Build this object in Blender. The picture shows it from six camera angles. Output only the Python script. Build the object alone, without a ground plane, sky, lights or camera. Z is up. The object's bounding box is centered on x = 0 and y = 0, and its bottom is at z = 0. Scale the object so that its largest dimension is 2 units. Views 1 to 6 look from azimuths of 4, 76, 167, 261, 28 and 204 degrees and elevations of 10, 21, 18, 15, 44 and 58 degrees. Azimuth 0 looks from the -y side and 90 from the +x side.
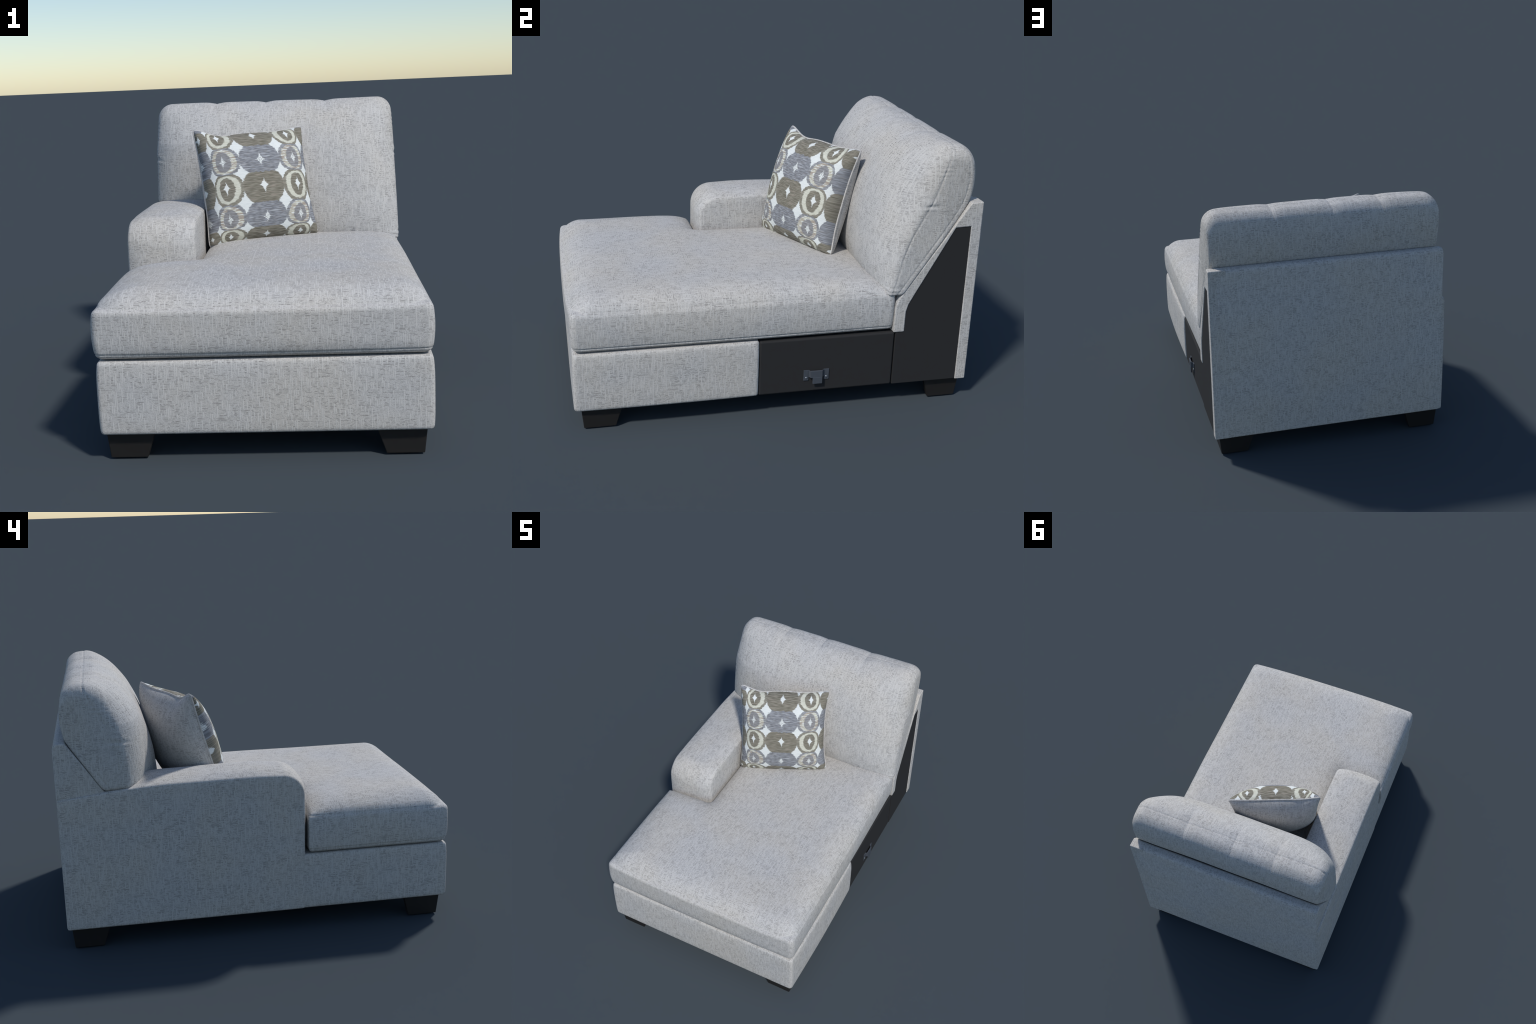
import bpy, bmesh, math
import numpy as np
from mathutils import Vector, Matrix

# ------------------------------------------------------------------ helpers
scene = bpy.context.scene
for o in list(bpy.data.objects):
    bpy.data.objects.remove(o, do_unlink=True)


def link(o, parent=None):
    scene.collection.objects.link(o)
    if parent is not None:
        o.parent = parent
    return o


def empty(name, loc=(0, 0, 0)):
    e = bpy.data.objects.new(name, None)
    e.empty_display_size = 0.1
    e.location = loc
    return link(e)


def mesh_object(name, verts, faces, mat, parent, smooth=True):
    me = bpy.data.meshes.new(name)
    me.from_pydata([tuple(v) for v in verts], [], [tuple(f) for f in faces])
    me.validate()
    me.update()
    if smooth:
        me.polygons.foreach_set("use_smooth", [True] * len(me.polygons))
    me.materials.append(mat)
    return link(bpy.data.objects.new(name, me), parent)


def rmax(planes, r):
    """Intersection of half spaces with a circular rounding of radius r."""
    s = 0.0
    m = None
    for p in planes:
        q = np.maximum(p + r, 0.0)
        s = s + q * q
        m = p if m is None else np.maximum(m, p)
    return np.minimum(m, -r) + np.sqrt(s)


def bump(t, w):
    return np.exp(-(t / w) ** 2)


def wobble(x, y, z, seed, f):
    """Cheap smooth noise: a few sines in seeded directions, about -1..1."""
    rng = np.random.RandomState(seed)
    s = 0.0
    for k in range(6):
        d = rng.normal(size=3)
        d /= np.linalg.norm(d)
        s = s + np.sin((x * d[0] + y * d[1] + z * d[2]) * f * rng.uniform(0.6, 1.6) + rng.uniform(0, 6.28))
    return s / 3.5


def surface(F, lo, hi, cell):
    """Polygonise the zero level of an implicit solid (surface nets), then
    slide the vertices exactly onto the surface."""
    lo = np.array(lo, float)
    n = np.ceil((np.array(hi) - lo) / cell).astype(int) + 1
    ax = [lo[i] + cell * np.arange(n[i]) for i in range(3)]
    X, Y, Z = np.meshgrid(*ax, indexing="ij")
    V = F(X, Y, Z)
    inside = V < 0
    cnt = np.zeros(tuple(n - 1))
    acc = np.zeros(tuple(n - 1) + (3,))
    sl = lambda o, m: slice(o, m - 1 + o)
    corner = [(i, j, k) for i in (0, 1) for j in (0, 1) for k in (0, 1)]
    for a in corner:
        for axis in range(3):
            if a[axis]:
                continue
            b = list(a)
            b[axis] = 1
            va = V[sl(a[0], n[0]), sl(a[1], n[1]), sl(a[2], n[2])]
            vb = V[sl(b[0], n[0]), sl(b[1], n[1]), sl(b[2], n[2])]
            c = (va < 0) != (vb < 0)
            t = np.where(c, va / np.where(c, va - vb, 1.0), 0.0)
            cnt += c
            for d in range(3):
                acc[..., d] += np.where(c, a[d] + (t if d == axis else 0.0), 0.0)
    act = cnt > 0
    idx = -np.ones(act.shape, int)
    idx[act] = np.arange(act.sum())
    base = np.stack(np.nonzero(act), 1)
    P = lo + cell * (base + acc[act] / cnt[act][:, None])
    quads = []
    for axis in range(3):
        u, v = (axis + 1) % 3, (axis + 2) % 3
        s0 = [slice(None)] * 3
        s1 = [slice(None)] * 3
        s0[axis] = slice(0, -1)
        s1[axis] = slice(1, None)
        a, b = inside[tuple(s0)], inside[tuple(s1)]
        q = np.stack(np.nonzero(a != b), 1)
        ok = (q[:, u] > 0) & (q[:, v] > 0) & (q[:, u] < n[u] - 1) & (q[:, v] < n[v] - 1)
        q = q[ok]
        flip = a[tuple(q.T)]
        off = []
        for du, dv in ((-1, -1), (0, -1), (0, 0), (-1, 0)):
            r = q.copy()
            r[:, u] += du
            r[:, v] += dv
            off.append(idx[tuple(r.T)])
        off = np.stack(off, 1)
        off[~flip] = off[~flip][:, ::-1]
        quads.append(off)
    Q = np.concatenate(quads)
    h = cell * 0.15
    for _ in range(4):
        f = F(*P.T)
        g = np.stack([(F(*(P + h * e).T) - F(*(P - h * e).T)) / (2 * h) for e in np.eye(3)], 1)
        step = (f / np.maximum((g * g).sum(1), 0.05))[:, None] * g
        ln = np.linalg.norm(step, axis=1, keepdims=True)
        P = P - step * np.minimum(1.0, 0.5 * cell / np.maximum(ln, 1e-9))
    return P, Q


def solid(name, F, lo, hi, cell, mat, parent):
    P, Q = surface(F, lo, hi, cell)
    return mesh_object(name, P, Q, mat, parent)


def bevel(o, width, segments=3):
    m = o.modifiers.new("round", "BEVEL")
    m.width = width
    m.segments = segments
    m.limit_method = "ANGLE"
    m.angle_limit = math.radians(25)
    m.harden_normals = True
    return o


def box(name, lo, hi, mat, parent, r=0.01, seg=3):
    (a, b, c), (d, e, f) = lo, hi
    v = [(a, b, c), (d, b, c), (d, e, c), (a, e, c), (a, b, f), (d, b, f), (d, e, f), (a, e, f)]
    q = [(3, 2, 1, 0), (4, 5, 6, 7), (0, 1, 5, 4), (1, 2, 6, 5), (2, 3, 7, 6), (3, 0, 4, 7)]
    return bevel(mesh_object(name, v, q, mat, parent), r, seg)


def side_prism(name, outline, x0, x1, mat, parent, r=0.004, seg=3):
    """Extrude a (y, z) outline, listed counter-clockwise seen from +x."""
    n = len(outline)
    v = [(x0, y, z) for y, z in outline] + [(x1, y, z) for y, z in outline]
    f = [tuple(range(n - 1, -1, -1)), tuple(range(n, 2 * n))]
    f += [(i, (i + 1) % n, n + (i + 1) % n, n + i) for i in range(n)]
    return bevel(mesh_object(name, v, f, mat, parent), r, seg)


# ---------------------------------------------------------------- materials
class S:
    """A node socket with arithmetic."""
    def __init__(self, nt, sock):
        self.nt, self.k = nt, sock

    def _m(self, op, *others, clamp=False):
        nd = self.nt.nodes.new("ShaderNodeMath")
        nd.operation = op
        nd.use_clamp = clamp
        for i, o in enumerate((self,) + others):
            if isinstance(o, S):
                self.nt.links.new(o.k, nd.inputs[i])
            else:
                nd.inputs[i].default_value = o
        return S(self.nt, nd.outputs[0])

    def const(self, v):
        nd = self.nt.nodes.new("ShaderNodeValue")
        nd.outputs[0].default_value = v
        return S(self.nt, nd.outputs[0])

    def __add__(a, b): return a._m("ADD", b)
    def __radd__(a, b): return a._m("ADD", b)
    def __sub__(a, b): return a._m("SUBTRACT", b)
    def __rsub__(a, b): return a.const(b)._m("SUBTRACT", a)
    def __mul__(a, b): return a._m("MULTIPLY", b)
    def __rmul__(a, b): return a._m("MULTIPLY", b)
    def __truediv__(a, b): return a._m("DIVIDE", b)
    def abs(a): return a._m("ABSOLUTE")
    def pow(a, e): return a._m("POWER", e)
    def sqrt(a): return a._m("SQRT")
    def min(a, b): return a._m("MINIMUM", b)
    def max(a, b): return a._m("MAXIMUM", b)
    def gt(a, b): return a._m("GREATER_THAN", b)
    def lt(a, b): return a._m("LESS_THAN", b)
    def floor(a): return a._m("FLOOR")
    def mod(a, b): return a._m("FLOORED_MODULO", b)

    def step(a, lo, hi):
        """smooth 0..1 between lo and hi"""
        nd = a.nt.nodes.new("ShaderNodeMapRange")
        nd.interpolation_type = "SMOOTHSTEP"
        a.nt.links.new(a.k, nd.inputs[0])
        if lo <= hi:
            nd.inputs[1].default_value, nd.inputs[2].default_value = lo, hi
            nd.inputs[3].default_value, nd.inputs[4].default_value = 0, 1
        else:
            nd.inputs[1].default_value, nd.inputs[2].default_value = hi, lo
            nd.inputs[3].default_value, nd.inputs[4].default_value = 1, 0
        return S(a.nt, nd.outputs[0])


class Shader:
    def __init__(self, name):
        self.mat = bpy.data.materials.new(name)
        self.mat.use_nodes = True
        self.nt = self.mat.node_tree
        self.bsdf = self.nt.nodes["Principled BSDF"]
        self.coord = self.nt.nodes.new("ShaderNodeTexCoord")

    def xyz(self, out):
        nd = self.nt.nodes.new("ShaderNodeSeparateXYZ")
        self.nt.links.new(self.coord.outputs[out], nd.inputs[0])
        return [S(self.nt, nd.outputs[i]) for i in range(3)]

    def vec(self, *c):
        nd = self.nt.nodes.new("ShaderNodeCombineXYZ")
        for i, q in enumerate(c):
            if isinstance(q, S):
                self.nt.links.new(q.k, nd.inputs[i])
            else:
                nd.inputs[i].default_value = q
        return nd.outputs[0]

    def noise(self, vec, scale=1.0, detail=0.0, rough=0.5):
        nd = self.nt.nodes.new("ShaderNodeTexNoise")
        self.nt.links.new(vec, nd.inputs["Vector"])
        nd.inputs["Scale"].default_value = scale
        nd.inputs["Detail"].default_value = detail
        nd.inputs["Roughness"].default_value = rough
        return S(self.nt, nd.outputs[0])

    def white(self, vec):
        nd = self.nt.nodes.new("ShaderNodeTexWhiteNoise")
        self.nt.links.new(vec, nd.inputs["Vector"])
        return S(self.nt, nd.outputs[0])

    def mix(self, fac, a, b):
        nd = self.nt.nodes.new("ShaderNodeMix")
        nd.data_type = "RGBA"
        if isinstance(fac, S):
            self.nt.links.new(fac.k, nd.inputs[0])
        else:
            nd.inputs[0].default_value = fac
        for i, q in ((6, a), (7, b)):
            if isinstance(q, tuple):
                nd.inputs[i].default_value = q + (1.0,) if len(q) == 3 else q
            else:
                self.nt.links.new(q, nd.inputs[i])
        return nd.outputs[2]

    def curve(self, s, pts):
        nd = self.nt.nodes.new("ShaderNodeFloatCurve")
        cm = nd.mapping
        c = cm.curves[0]
        while len(c.points) < len(pts):
            c.points.new(0.5, 0.5)
        for p, q in zip(c.points, pts):
            p.location = q
        cm.update()
        self.nt.links.new(s.k, nd.inputs["Value"])
        return S(self.nt, nd.outputs[0])

    def finish(self, color, rough=0.9, height=None, dist=0.001, strength=0.5, spec=0.2, metal=0.0, sheen=0.0):
        b = self.bsdf
        if isinstance(color, tuple):
            b.inputs["Base Color"].default_value = color + (1.0,)
        else:
            self.nt.links.new(color, b.inputs["Base Color"])
        b.inputs["Roughness"].default_value = rough
        b.inputs["Specular IOR Level"].default_value = spec
        b.inputs["Metallic"].default_value = metal
        b.inputs["Sheen Weight"].default_value = sheen
        if height is not None:
            nd = self.nt.nodes.new("ShaderNodeBump")
            nd.inputs["Strength"].default_value = strength
            nd.inputs["Distance"].default_value = dist
            self.nt.links.new(height.k, nd.inputs["Height"])
            self.nt.links.new(nd.outputs[0], b.inputs["Normal"])
        return self.mat


def srgb(r, g, b):
    f = lambda c: c / 12.92 if c <= 0.04045 else ((c + 0.055) / 1.055) ** 2.4
    return tuple(f(c / 255.0) for c in (r, g, b))


def weave_material():
    """Chenille upholstery: pale grey cloth, long pale slubs running up the
    cloth and short dark dashes across it, on box-projected coordinates."""
    m = Shader("woven_upholstery")
    x, y, z = m.xyz("Object")
    nx, ny, nz = [c.abs() for c in m.xyz("Normal")]
    top = nz.gt(nx.max(ny) * 1.15)
    side = nx.gt(ny) * (1.0 - top)
    u = x + side * (y - x)
    v = z + top * (y - z)
    off = top * 3.1 + side * 7.7
    # slight waviness of the threads
    wv = m.noise(m.vec(u, v, off), 14.0, 1.0) - 0.5
    uu = u + wv * 0.005
    vv = v + wv * 0.004
    patch = m.noise(m.vec(u * 1.0, v * 1.6, off), 12.0, 1.0)
    pr, pc = 0.0050, 0.0068                      # pitch of weft and warp threads
    rows, cols = vv / pr, uu / pc
    ri, ci = rows.floor(), cols.floor()
    fr = (rows - ri - 0.5).abs() * 2.0
    fc = (cols - ci - 0.5).abs() * 2.0
    dash = m.noise(m.vec(uu * 52.0, ri * 7.31, off + 9.0), 1.0, 2.0, 0.6)
    slub = m.noise(m.vec(ci * 5.17, vv * 24.0, off + 4.0), 1.0, 0.0)
    fine = m.noise(m.vec(uu * 210.0, vv * 330.0, off + 14.0), 1.0, 1.0)
    grain = m.noise(m.vec(u * 1.0, v * 1.0, off), 420.0, 1.0)
    cloud = m.noise(m.vec(x, y, z), 3.0, 2.0)
    slub = slub + 0.07 * ci.mod(3.0).lt(0.5) - 0.03
    s = slub.step(0.50, 0.64) * fc.step(1.1, 0.2)
    pm = patch.step(0.32, 0.62)
    lad = m.noise(m.vec((uu / 0.015).floor() * 3.3, vv * 15.0, off + 21.0), 1.0, 0.0)
    d = dash.step(0.44, 0.58) * fr.step(1.0, 0.1) * (0.25 + 0.30 * pm + 0.30 * lad.step(0.42, 0.58) + 0.30 * ri.mod(2.0))
    d = d.max(fine.step(0.46, 0.72) * 0.55)
    d = d * (1.0 - s * 0.75)
    ground = m.mix(cloud.step(0.3, 0.7), WEAVE["cool"], WEAVE["warm"])
    c = m.mix(d * 0.72, ground, WEAVE["dark"])
    c = m.mix(s * 0.45, c, WEAVE["light"])
    c = m.mix(grain.step(0.62, 0.35) * 0.15, c, WEAVE["dark"])
    h = s * 1.0 - d * 0.9 + grain * 0.7
    return m.finish(c, 0.95, h, 0.0010, 0.3, 0.1, sheen=0.0)


WEAVE = dict(cool=srgb(197, 196, 195), warm=srgb(201, 197, 191), dark=srgb(116, 113, 111), light=srgb(209, 207, 204))


def pattern_material():
    """Ikat print: columns of ringed ovals and plain barrels with a little
    star in each, alternate rows olive and slate, white lozenges between."""
    m = Shader("ikat_print")
    x, y, z = m.xyz("Object")
    # cloth coordinates: column and row number across the swollen face
    cu = m.curve((x + 0.32) / 0.64, [(0.0, 0.0), (0.055, 0.07), (0.11, 0.19), (0.192, 0.30), (0.484, 0.52), (0.773, 0.74), (0.86, 0.84), (0.945, 0.95), (1.0, 1.0)])
    col = cu * 4.5455 - 1.3636
    rv = m.curve((0.32 - z) / 0.64, [(0.0, 0.0), (0.05, 0.055), (0.133, 0.1667), (0.348, 0.3333), (0.555, 0.5), (0.795, 0.6667), (0.90, 0.80), (0.95, 0.90), (1.0, 1.0)])
    row = rv * 6.0 - 1.0
    streak = m.noise(m.vec(x * 22.0, z * 330.0, 0.0), 1.0, 1.0)
    streak2 = m.noise(m.vec(x * 34.0, z * 210.0, 5.0), 1.0, 1.0)
    streak3 = m.noise(m.vec(x * 16.0, z * 180.0, 11.0), 1.0, 0.0)
    soft = m.noise(m.vec(x, z, 3.0), 60.0, 1.0) - 0.5
    col = col + (streak - 0.5) * 0.10 + soft * 0.05
    row = row + soft * 0.10
    ri = (row + 0.5).floor()
    fr = row - ri                          # -.5 .. .5 within a row
    ci = (col + 0.5).floor()
    is_barrel = ci.mod(2.0)                # odd columns are barrels
    slate = ri.mod(2.0)
    d0 = (col - (ci - is_barrel)) * (1.0 - is_barrel) + (col - ci) * is_barrel
    # distance to the nearest ring column and to the nearest barrel column
    half = (col * 0.5 + 0.5).floor()
    dr = (col - half * 2.0).abs()                       # ring columns: even
    half_b = ((col - 1.0) * 0.5 + 0.5).floor()
    db = (col - 1.0 - half_b * 2.0).abs()               # barrel columns: odd
    fa = fr.abs()
    # ring: ellipse radius 1 at its outline
    er = ((dr / 0.49).pow(2.4) + (fa / 0.55).pow(2.4)).pow(0.4167)
    ring = er.lt(1.0)
    outline = er.step(0.80, 0.86) * ring
    core = ((dr / 0.26).pow(2.0) + (fa / 0.39).pow(2.0)).sqrt().step(1.04, 0.94)
    # barrel: flat-topped with tapered shoulders
    eb = ((db / 0.53).pow(2.2) + (fa / 0.62).pow(2.2)).pow(0.4545)
    barrel = eb.step(1.02, 0.97) * (1.0 - ring)
    star_r = (dr / 0.125).pow(0.65) + (fa / 0.27).pow(0.65)
    star_b = (db / 0.125).pow(0.65) + (fa / 0.27).pow(0.65)
    star = star_r.min(star_b).step(1.06, 0.90)
    speck = m.noise(m.vec(x * 160.0, z * 300.0, 2.0), 1.0)
    star = star * (1.0 - slate * speck.step(0.52, 0.60) * 0.8)
    P = PRINT
    olive = m.mix(streak.step(0.36, 0.66), P["olive_dark"], P["olive_light"])
    olive = m.mix(streak3.step(0.60, 0.72) * 0.5, olive, P["tan"])
    blue = m.mix(streak2.step(0.36, 0.66), P["slate_dark"], P["slate_light"])
    blue = m.mix(streak3.step(0.62, 0.74) * 0.7, blue, P["haze"])
    blue = m.mix(streak.step(0.56, 0.68) * 0.5, blue, P["taupe"])
    dye = m.mix(slate, olive, blue)
    band_o = m.mix(streak2.step(0.35, 0.65), P["cream"], P["pale"])
    band_s = m.mix(streak3.step(0.46, 0.56), P["tan"], P["cream"])
    band_s = m.mix(streak2.step(0.54, 0.62) * 0.9, band_s, P["white"])
    band = m.mix(slate, band_o, band_s)
    core_dye = m.mix(slate, olive, m.mix(0.35, blue, P["taupe"]))
    white = m.mix(streak2.step(0.4, 0.7) * 0.6, P["white"], P["white_dim"])
    c = m.mix(barrel, white, dye)
    c = m.mix(ring, c, band)
    c = m.mix(outline * 0.92, c, dye)
    c = m.mix(core, c, core_dye)
    c = m.mix(star * ((ring + barrel).min(1.0)), c, P["white"])
    return m.finish(c, 0.9, streak + speck * 0.5, 0.001, 0.4, 0.15)


PRINT = dict(olive_dark=srgb(108, 104, 93), olive_light=srgb(142, 138, 126), tan=srgb(162, 152, 141),
             slate_dark=srgb(115, 117, 122), slate_light=srgb(148, 151, 157), haze=srgb(180, 183, 187),
             cream=srgb(196, 195, 180), pale=srgb(208, 208, 196), taupe=srgb(140, 135, 130),
             white=srgb(222, 225, 223), white_dim=srgb(208, 213, 213))


def plain(name, col, rough, spec=0.3, metal=0.0, grain=300.0, amount=0.12):
    m = Shader(name)
    x, y, z = m.xyz("Object")
    g = m.noise(m.vec(x, y, z), grain, 2.0)
    c = m.mix(g, tuple(k * (1 - amount) for k in col), tuple(k * (1 + amount) for k in col))
    return m.finish(c, rough, g, 0.0004, 0.3, spec, metal)


M_WEAVE = weave_material()
M_PRINT = pattern_material()
M_BLACK = plain("black_lining_cloth", srgb(46, 46, 47), 0.85, 0.2)
M_FOOT = plain("dark_stained_wood", srgb(38, 36, 35), 0.5, 0.3, grain=60.0)
M_STEEL = plain("painted_steel", srgb(84, 89, 97), 0.45, 0.4, 0.3, grain=120.0, amount=0.05)
M_SCREW = plain("bright_steel", srgb(150, 155, 162), 0.35, 0.5, 0.7, amount=0.03)

# -------------------------------------------------------------------- sofa
sofa = empty("chaise_sofa")
sofa["label"] = "pale grey woven chaise sofa section with one arm"
sofa["category"] = "sofa"

X_L, X_R = -0.6475, 0.648          # outer faces
ARM_IN, ARM_FRONT = -0.333, -0.219
Z0, Z_BASE = 0.112, 0.408


# --- base: upholstered box in front, black cloth box under the open side
def base_f(x, y, z):
    e = (1 - np.clip(x / 0.65, -1, 1) ** 4)
    zz = 1 - np.clip((z - 0.25) / 0.15, -1, 1) ** 4
    puff = 0.006 * zz
    long = 0.008 * (1 - np.clip((y + 0.55) / 0.5, -1, 1) ** 2)
    f = rmax([x - 0.645 - puff - long, -0.641 - puff - x, -0.979 - puff * (0.4 + 0.8 * e) - y], 0.018)
    return rmax([f, y + 0.093, z - Z_BASE, Z0 - z], 0.014)


solid("base", base_f, (-0.66, -1.0, 0.09), (0.67, -0.07, 0.43), 0.007, M_WEAVE, sofa)
box("side_lining", (-0.33, -0.092, 0.114), (0.646, 0.597, 0.405), M_BLACK, sofa, 0.010)
box("seat_deck", (-0.60, -0.094, 0.118), (-0.33, 0.95, 0.40), M_BLACK, sofa, 0.004)


# --- armrest with a crowned top rolling over into its front
def arm_f(x, y, z):
    seam = 0.832 - 0.045 * np.clip((y - 0.45) / 0.55, 0, 1) ** 1.4 - 0.006 * np.clip(-y / 0.2, 0, 1)
    t = np.clip((x + 0.4915) / 0.1585, -1, 1)
    dome = (1 - np.abs(t) ** 3.0)
    fade = 1 - np.clip((y - 0.55) / 0.4, 0, 1)
    lift = (0.019 + 0.012 * bump(y - 0.08, 0.25)) * fade * np.clip((z - 0.3) / 0.3, 0, 1)
    shell = rmax([z - seam, ARM_FRONT - y], 0.10) - lift * dome
    puff = 0.004 * (1 - np.clip((z - 0.4) / 0.4, -1, 1) ** 2)
    f = rmax([shell, x - ARM_IN - 0.002, X_L + 0.003 - puff - x], 0.012)
    f = f + 0.0022 * bump(shell + 0.012, 0.005)
    return rmax([f, y - 0.9965, Z0 - z], 0.010)


solid("armrest", arm_f, (-0.67, -0.28, 0.09), (-0.29, 1.02, 0.92), 0.007, M_WEAVE, sofa)

# --- back frame: a wedge with a cloth border and black lining on the open side
slope = [(0.586, 0.405), (0.588, 0.525), (0.592, 0.552), (0.604, 0.585), (0.936, 1.060)]
wedge = [(0.592, 0.116), (0.9985, 0.112), (0.9985, 1.040), (0.990, 1.060), (0.975, 1.067), (0.940, 1.067)] + slope[::-1][1:]
side_prism("back_frame", wedge, -0.630, 0.615, M_WEAVE, sofa, 0.008)
band = slope[:-1] + [(0.936, 1.064), (0.998, 1.067), (1.0, 0.113), (0.944, 0.113), (0.944, 0.944), (0.866, 0.940),
                     (0.690, 0.618), (0.655, 0.552), (0.645, 0.515), (0.643, 0.405)]
side_prism("frame_border", band[::-1], 0.56, 0.652, M_WEAVE, sofa, 0.006)
lining = [(0.600, 0.116), (0.946, 0.116), (0.946, 0.946), (0.866, 0.944), (0.640, 0.530), (0.640, 0.404), (0.600, 0.404)]
side_prism("frame_lining", lining, 0.55, 0.648, M_BLACK, sofa, 0.003)


# --- seat cushion: L-shaped box cushion wrapping the front of the arm
def seat_f(x, y, z):
    zz = 1 - np.clip((z - 0.52) / 0.11, -1, 1) ** 2
    ex = 1 - np.abs(np.clip(x / 0.66, -1, 1)) ** 3
    puff = 0.012 * zz
    zf = 1 - np.clip((z - 0.54) / 0.13, -1, 1) ** 4
    front = -0.970 - (0.012 + 0.018 * ex) * zf - y
    plan = rmax([x - 0.644 - puff + 0.006 * np.clip(y / 0.5, 0, 1), -0.645 - puff - x, front, y - 0.592], 0.03)
    notch = rmax([x - ARM_IN - 0.002, ARM_FRONT - 0.022 - y], 0.02)
    plan = np.maximum(plan, -notch)
    outer = rmax([x - 0.646, (-0.650 - x) * 0.75, (-0.975 - y) * 0.95], 0.10)
    rim = (1 - np.exp(np.minimum(outer, 0) / 0.05)) * (1 - 0.95 * np.exp(-np.maximum(notch, 0) / 0.045)) * (1 - 0.95 * np.exp((y - 0.600) / 0.14))
    crown = 0.068 * rim + 0.008 * np.exp(-((x - 0.1) / 0.5) ** 2 - ((y + 0.15) / 0.6) ** 2)
    crown = crown + 0.003 * wobble(x, y, 0 * z, 4, 7.0)
    top = z - (0.614 + crown)
    f = rmax([rmax([plan, 0.412 - z], 0.030), top], 0.024)
    f = f + 0.0026 * bump(z - 0.612, 0.004) * bump(plan, 0.03) + 0.0035 * bump(z - 0.436, 0.003) * bump(plan, 0.03)
    f = f - 0.0008 * bump(z - 0.427, 0.005) * bump(plan, 0.03)
    return f


solid("seat_cushion", seat_f, (-0.68, -1.03, 0.39), (0.69, 0.62, 0.72), 0.005, M_WEAVE, sofa)


# --- back cushion: leaning, thick at the middle, cut out over the arm
def lerp_profile(z, pts):
    return np.interp(z, [p[0] for p in pts], [p[1] for p in pts])


Y_LEFT = [(0.58, 0.56), (0.80, 0.592), (0.861, 0.606), (0.977, 0.648), (1.108, 0.706), (1.212, 0.768), (1.313, 0.816), (1.42, 0.87)]
Y_EDGE = [(0.58, 0.545), (0.63, 0.556), (0.80, 0.596), (0.90, 0.632), (1.00, 0.685), (1.10, 0.735), (1.20, 0.768), (1.32, 0.805), (1.42, 0.84)]
Y_MID = [(0.58, 0.535), (0.65, 0.498), (0.72, 0.482), (0.80, 0.481), (0.92, 0.495), (1.02, 0.520), (1.10, 0.548), (1.20, 0.600), (1.28, 0.664), (1.33, 0.728), (1.37, 0.80), (1.42, 0.90)]
Y_REAR = [(0.58, 0.606), (1.05, 0.926), (1.09, 0.940), (1.15, 0.951), (1.22, 0.952), (1.29, 0.937), (1.42, 0.89)]
NOTCH_X = -0.325
fine_z = np.linspace(0.55, 1.45, 181)


def smooth_profile(pts):
    v = lerp_profile(fine_z, pts)
    k = np.exp(-(np.arange(-14, 15) / 6.0) ** 2)
    k /= k.sum()
    p = np.concatenate([np.full(14, v[0]), v, np.full(14, v[-1])])
    return np.convolve(p, k, "valid")


L_, E_, M_, R_ = smooth_profile(Y_LEFT), smooth_profile(Y_EDGE), smooth_profile(Y_MID), smooth_profile(Y_REAR)


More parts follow.
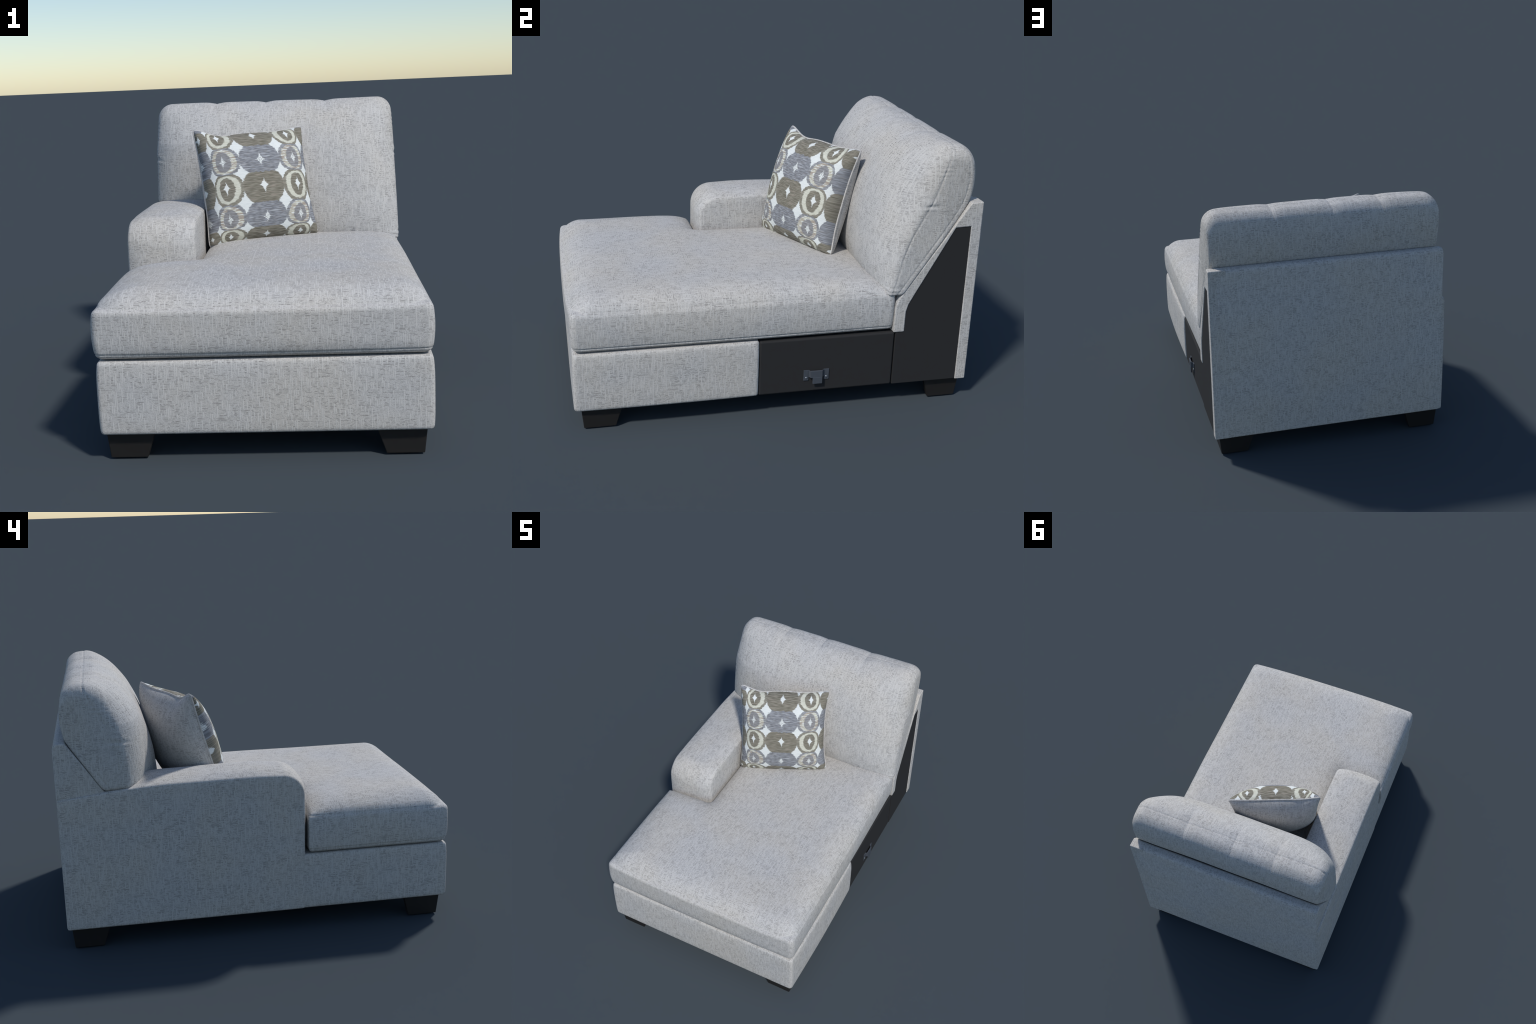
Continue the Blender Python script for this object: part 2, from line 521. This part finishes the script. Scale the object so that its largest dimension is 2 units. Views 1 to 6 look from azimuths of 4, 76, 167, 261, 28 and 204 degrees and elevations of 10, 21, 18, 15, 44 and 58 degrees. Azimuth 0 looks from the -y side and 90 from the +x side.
def back_f(x, y, z):
    w = np.clip(0.5 - x / 1.0, 0, 1)
    e = np.interp(z, fine_z, E_) * (1 - w) + np.interp(z, fine_z, L_) * w
    mid = np.interp(z, fine_z, M_)
    rear = np.interp(z, fine_z, R_)
    ax = np.abs(np.clip((x - 0.004) / 0.652, -1, 1))
    b = (1 - ax ** 6.0) ** 0.8
    left = np.clip((NOTCH_X + 0.12 - x) / 0.2, 0, 1)          # lobe resting on the arm
    tuck = left * np.clip((1.14 - z) / 0.32, 0, 1)
    yf = e + (mid - e) * b + 0.072 * tuck
    front = (yf - y) * 0.88
    back = (y - rear) * 0.88
    puffs = 0.007 * (bump(x + 0.305, 0.035) + bump(x + 0.035, 0.035) + bump(x - 0.285, 0.035))
    ztop = 1.3445 - puffs - 0.6 * np.clip(np.abs(y - 0.80) - 0.01, 0, 1) ** 2 * 2.2
    top = z - ztop
    s = 1 / (1 + np.exp((x - NOTCH_X - 0.004) / 0.006))
    zb = 0.600 + s * (0.822 - 0.600) + 0.05 * np.clip(0.52 - y, 0, 1) - s * 0.06 * np.clip(y - 0.66, 0, 1)
    bot = zb - z
    up = np.clip((z - 0.7) / 0.65, 0, 1)
    taper = 0.03 * np.clip((y - 0.80) / 0.15, 0, 1) * np.clip((1.32 - z) / 0.27, 0, 1)
    ends = np.maximum(x - 0.655 + 0.012 * up + taper * 0.7, -0.640 - x + taper + 0.010 * up)
    edge_r = 0.013 + 0.027 * np.clip((z - 1.10) / 0.22, 0, 1)
    f = rmax([rmax([front, back], 0.05), rmax([top, ends], 0.075)], edge_r)
    f = rmax([f, bot], 0.022)
    # boxing seam round the front panel, and short seams over the top
    fold = bump(y - (e + 0.014 + 0.072 * tuck), 0.004) + 0.8 * bump(y - (rear - 0.035), 0.004)
    f = f + 0.0032 * fold * np.clip((ax - 0.9) / 0.08, 0, 1)
    f = f + 0.0024 * bump(y - 0.835, 0.004) * np.clip((z - 1.28) / 0.03, 0, 1)
    for xs in (-0.305, -0.035, 0.285):
        f = f + 0.0025 * bump(x - xs, 0.006) * np.clip((z - 1.27) / 0.04, 0, 1) * np.clip((y - 0.72) / 0.08, 0, 1)
    # fine puckers along the side seams, a few gathers by the seat
    g = np.clip((ax - 0.86) / 0.1, 0, 1) * bump(y - e, 0.05) * np.clip((1.28 - z) / 0.1, 0, 1)
    f = f + 0.0038 * g * np.sin(z * 140 + 5 * np.sin(z * 31) + x * 40) * np.clip(wobble(z, z, z, 7, 40.0), 0, 1)
    g = bump(z - 0.63, 0.035) * (bump(x - 0.42, 0.035) + 0.7 * bump(x - 0.53, 0.02))
    f = f + 0.005 * g * np.sin(x * 110 + 1.0)
    f = f + 0.0025 * wobble(x, y, z, 11, 9.0)
    return f


solid("back_cushion", back_f, (-0.68, 0.42, 0.57), (0.69, 0.98, 1.40), 0.005, M_WEAVE, sofa)


# --- feet: tapered blocks, slanted on the two inner sides
def foot(sx, y_out_top, y_in_top, y_out_bot, y_in_bot):
    xo_t, xi_t, xo_b, xi_b = 0.627 * sx, 0.430 * sx, 0.616 * sx, 0.468 * sx
    sy = 1 if y_in_top > y_out_top else -1
    t = 0.050                                  # the inner corner is cut away

    def ring(xo, xi, yo, yi, z):
        return [(xo, yo, z), (xi, yo, z), (xi, yo + sy * t * 0.6, z), (xo - sx * t * 0.6, yi, z), (xo, yi, z)]

    v = ring(xo_b, xi_b, y_out_bot, y_in_bot, 0.004) + ring(xo_t, xi_t, y_out_top, y_in_top, 0.118)
    q = [(4, 3, 2, 1, 0), (5, 6, 7, 8, 9)] + [(i, (i + 1) % 5, 5 + (i + 1) % 5, 5 + i) for i in range(5)]
    o = mesh_object("foot", v, q, M_FOOT, sofa)
    bm = bmesh.new()
    bm.from_mesh(o.data)
    bmesh.ops.recalc_face_normals(bm, faces=bm.faces)
    bm.to_mesh(o.data)
    bm.free()
    bevel(o, 0.004, 2)


for sx in (-1, 1):
    foot(sx, -0.948, -0.752, -0.937, -0.784)
    foot(sx, 0.976, 0.782, 0.966, 0.819)

# --- steel connector on the open side
bracket = box("connector_bracket", (0.656, 0.166, 0.196), (0.664, 0.226, 0.234), M_STEEL, sofa, 0.0015, 2)
box("tongue", (0.6585, 0.177, 0.163), (0.6645, 0.2265, 0.199), M_STEEL, bracket, 0.0015, 2)
for a, b, c in ((0.133, 0.166, 1), (0.263, 0.226, -1)):
    lo, hi = min(a, b), max(a, b)
    box("tab", (0.6455, min(a, a + c * 0.026), 0.178), (0.650, max(a, a + c * 0.026), 0.234), M_STEEL, bracket, 0.001, 2)
    p, q = a + c * 0.026, b
    v = []
    for zz in (0.198, 0.234):
        v += [(0.6455, p, zz), (0.650, p, zz), (0.6635, q, zz), (0.657, q, zz)]
    f = [(3, 2, 1, 0), (4, 5, 6, 7), (0, 1, 5, 4), (1, 2, 6, 5), (2, 3, 7, 6), (3, 0, 4, 7)]
    mesh_object("strap", v, f, M_STEEL, bracket, smooth=False)
    me = bpy.data.meshes.new("screw")
    bm = bmesh.new()
    bmesh.ops.create_uvsphere(bm, u_segments=16, v_segments=10, radius=0.0055)
    for w in bm.verts:
        w.co.x *= 0.6
    bm.to_mesh(me)
    bm.free()
    me.polygons.foreach_set("use_smooth", [True] * len(me.polygons))
    me.materials.append(M_SCREW)
    s_ = link(bpy.data.objects.new("screw", me), bracket)
    s_.location = (0.6505, a + c * 0.0135, 0.1935)

# ------------------------------------------------------------ throw pillow
pillow = empty("throw_pillow")
pillow["label"] = "square throw pillow with olive and slate ikat ovals"
pillow["category"] = "pillow"
ex = Vector((0.918, 0.396, 0.008)).normalized()
ez = Vector((-0.127, 0.276, 0.953))
ez = (ez - ex * ez.dot(ex)).normalized()
ey = ez.cross(ex)
R = Matrix((ex, ey, ez)).transposed().to_4x4()
pillow.matrix_world = Matrix.Translation((-0.076, 0.338, 0.939)) @ R


def rim(s, t):
    """Map the unit square to the pillow's outline: eared corners, slack sides."""
    x = 0.302 * s - (np.where(s > 0, 0.036, 0.023)) * s * (1 - np.abs(t) ** 3)
    z = 0.303 * t + (-0.010 * s * t)
    dip_top = 0.038 * (1 - np.abs(s) ** 3) + 0.018 * bump(s + 0.55, 0.28) * (1 - s ** 8)
    dip_bot = 0.014 * (1 - np.abs(s) ** 3)
    z = z - np.clip(t, 0, 1) ** 2 * dip_top + np.clip(-t, 0, 1) ** 2 * dip_bot
    k = 1 - 0.045 * np.abs(s * t) ** 9          # blunt the ears
    return x * k, z * k


def swell(s, t, depth, p):
    pt = p + 0.22 * np.clip(t, 0, 1)
    q = np.clip(1 - s ** 2, 0, 1) ** p * np.clip(1 - t ** 2, 0, 1) ** pt
    return depth * q


def sheet(name, depth_fn, front, mat):
    n = 96
    g = np.sin(np.linspace(-np.pi / 2, np.pi / 2, n + 1))      # denser at the rim
    Sg, Tg = np.meshgrid(g, g, indexing="ij")
    x, z = rim(Sg, Tg)
    y = depth_fn(Sg, Tg)
    P = np.stack([x, y, z], -1).reshape(-1, 3)
    i, j = np.meshgrid(np.arange(n), np.arange(n), indexing="ij")
    a = (i * (n + 1) + j).ravel()
    q = np.stack([a, a + n + 1, a + n + 2, a + 1], 1)
    if not front:
        q = q[:, ::-1]
    return mesh_object(name, P, q, mat, pillow)


def front_depth(s, t):
    d = swell(s, t, 0.147, 0.38)
    return -d * (1 + 0.05 * wobble(s, t, 0 * s, 3, 3.0)) - 0.0005


def back_depth(s, t):
    d = swell(s, t, 0.155, 0.40)
    d = d - 0.012 * bump(s + 0.55, 0.10) * np.clip(t - 0.55, 0, 1) * 2
    return d + 0.0005


sheet("printed_panel", front_depth, True, M_PRINT)
sheet("plain_panel", back_depth, False, M_WEAVE)

# piping along the seam
k = np.linspace(-1, 1, 61)[:-1]
o1 = np.ones_like(k)
path = np.concatenate([np.stack([k, -o1], 1), np.stack([o1, k], 1), np.stack([-k, o1], 1), np.stack([-o1, -k], 1)])
px, pz = rim(path[:, 0], path[:, 1])
for _ in range(3):                                             # round the ears a little
    px = (np.roll(px, 1) + 2 * px + np.roll(px, -1)) / 4
    pz = (np.roll(pz, 1) + 2 * pz + np.roll(pz, -1)) / 4
tx, tz = np.roll(px, -1) - np.roll(px, 1), np.roll(pz, -1) - np.roll(pz, 1)
ln = np.hypot(tx, tz)
nx_, nz_ = tz / ln, -tx / ln
m_, rad = 10, 0.0052
verts, faces = [], []
for i in range(len(px)):
    for a in range(m_):
        c, s_ = math.cos(2 * math.pi * a / m_), math.sin(2 * math.pi * a / m_)
        verts.append((px[i] + nx_[i] * rad * c, rad * s_, pz[i] + nz_[i] * rad * c))
for i in range(len(px)):
    for a in range(m_):
        j, b = (i + 1) % len(px), (a + 1) % m_
        faces.append((i * m_ + a, i * m_ + b, j * m_ + b, j * m_ + a))
mesh_object("piping", verts, faces, M_WEAVE, pillow)
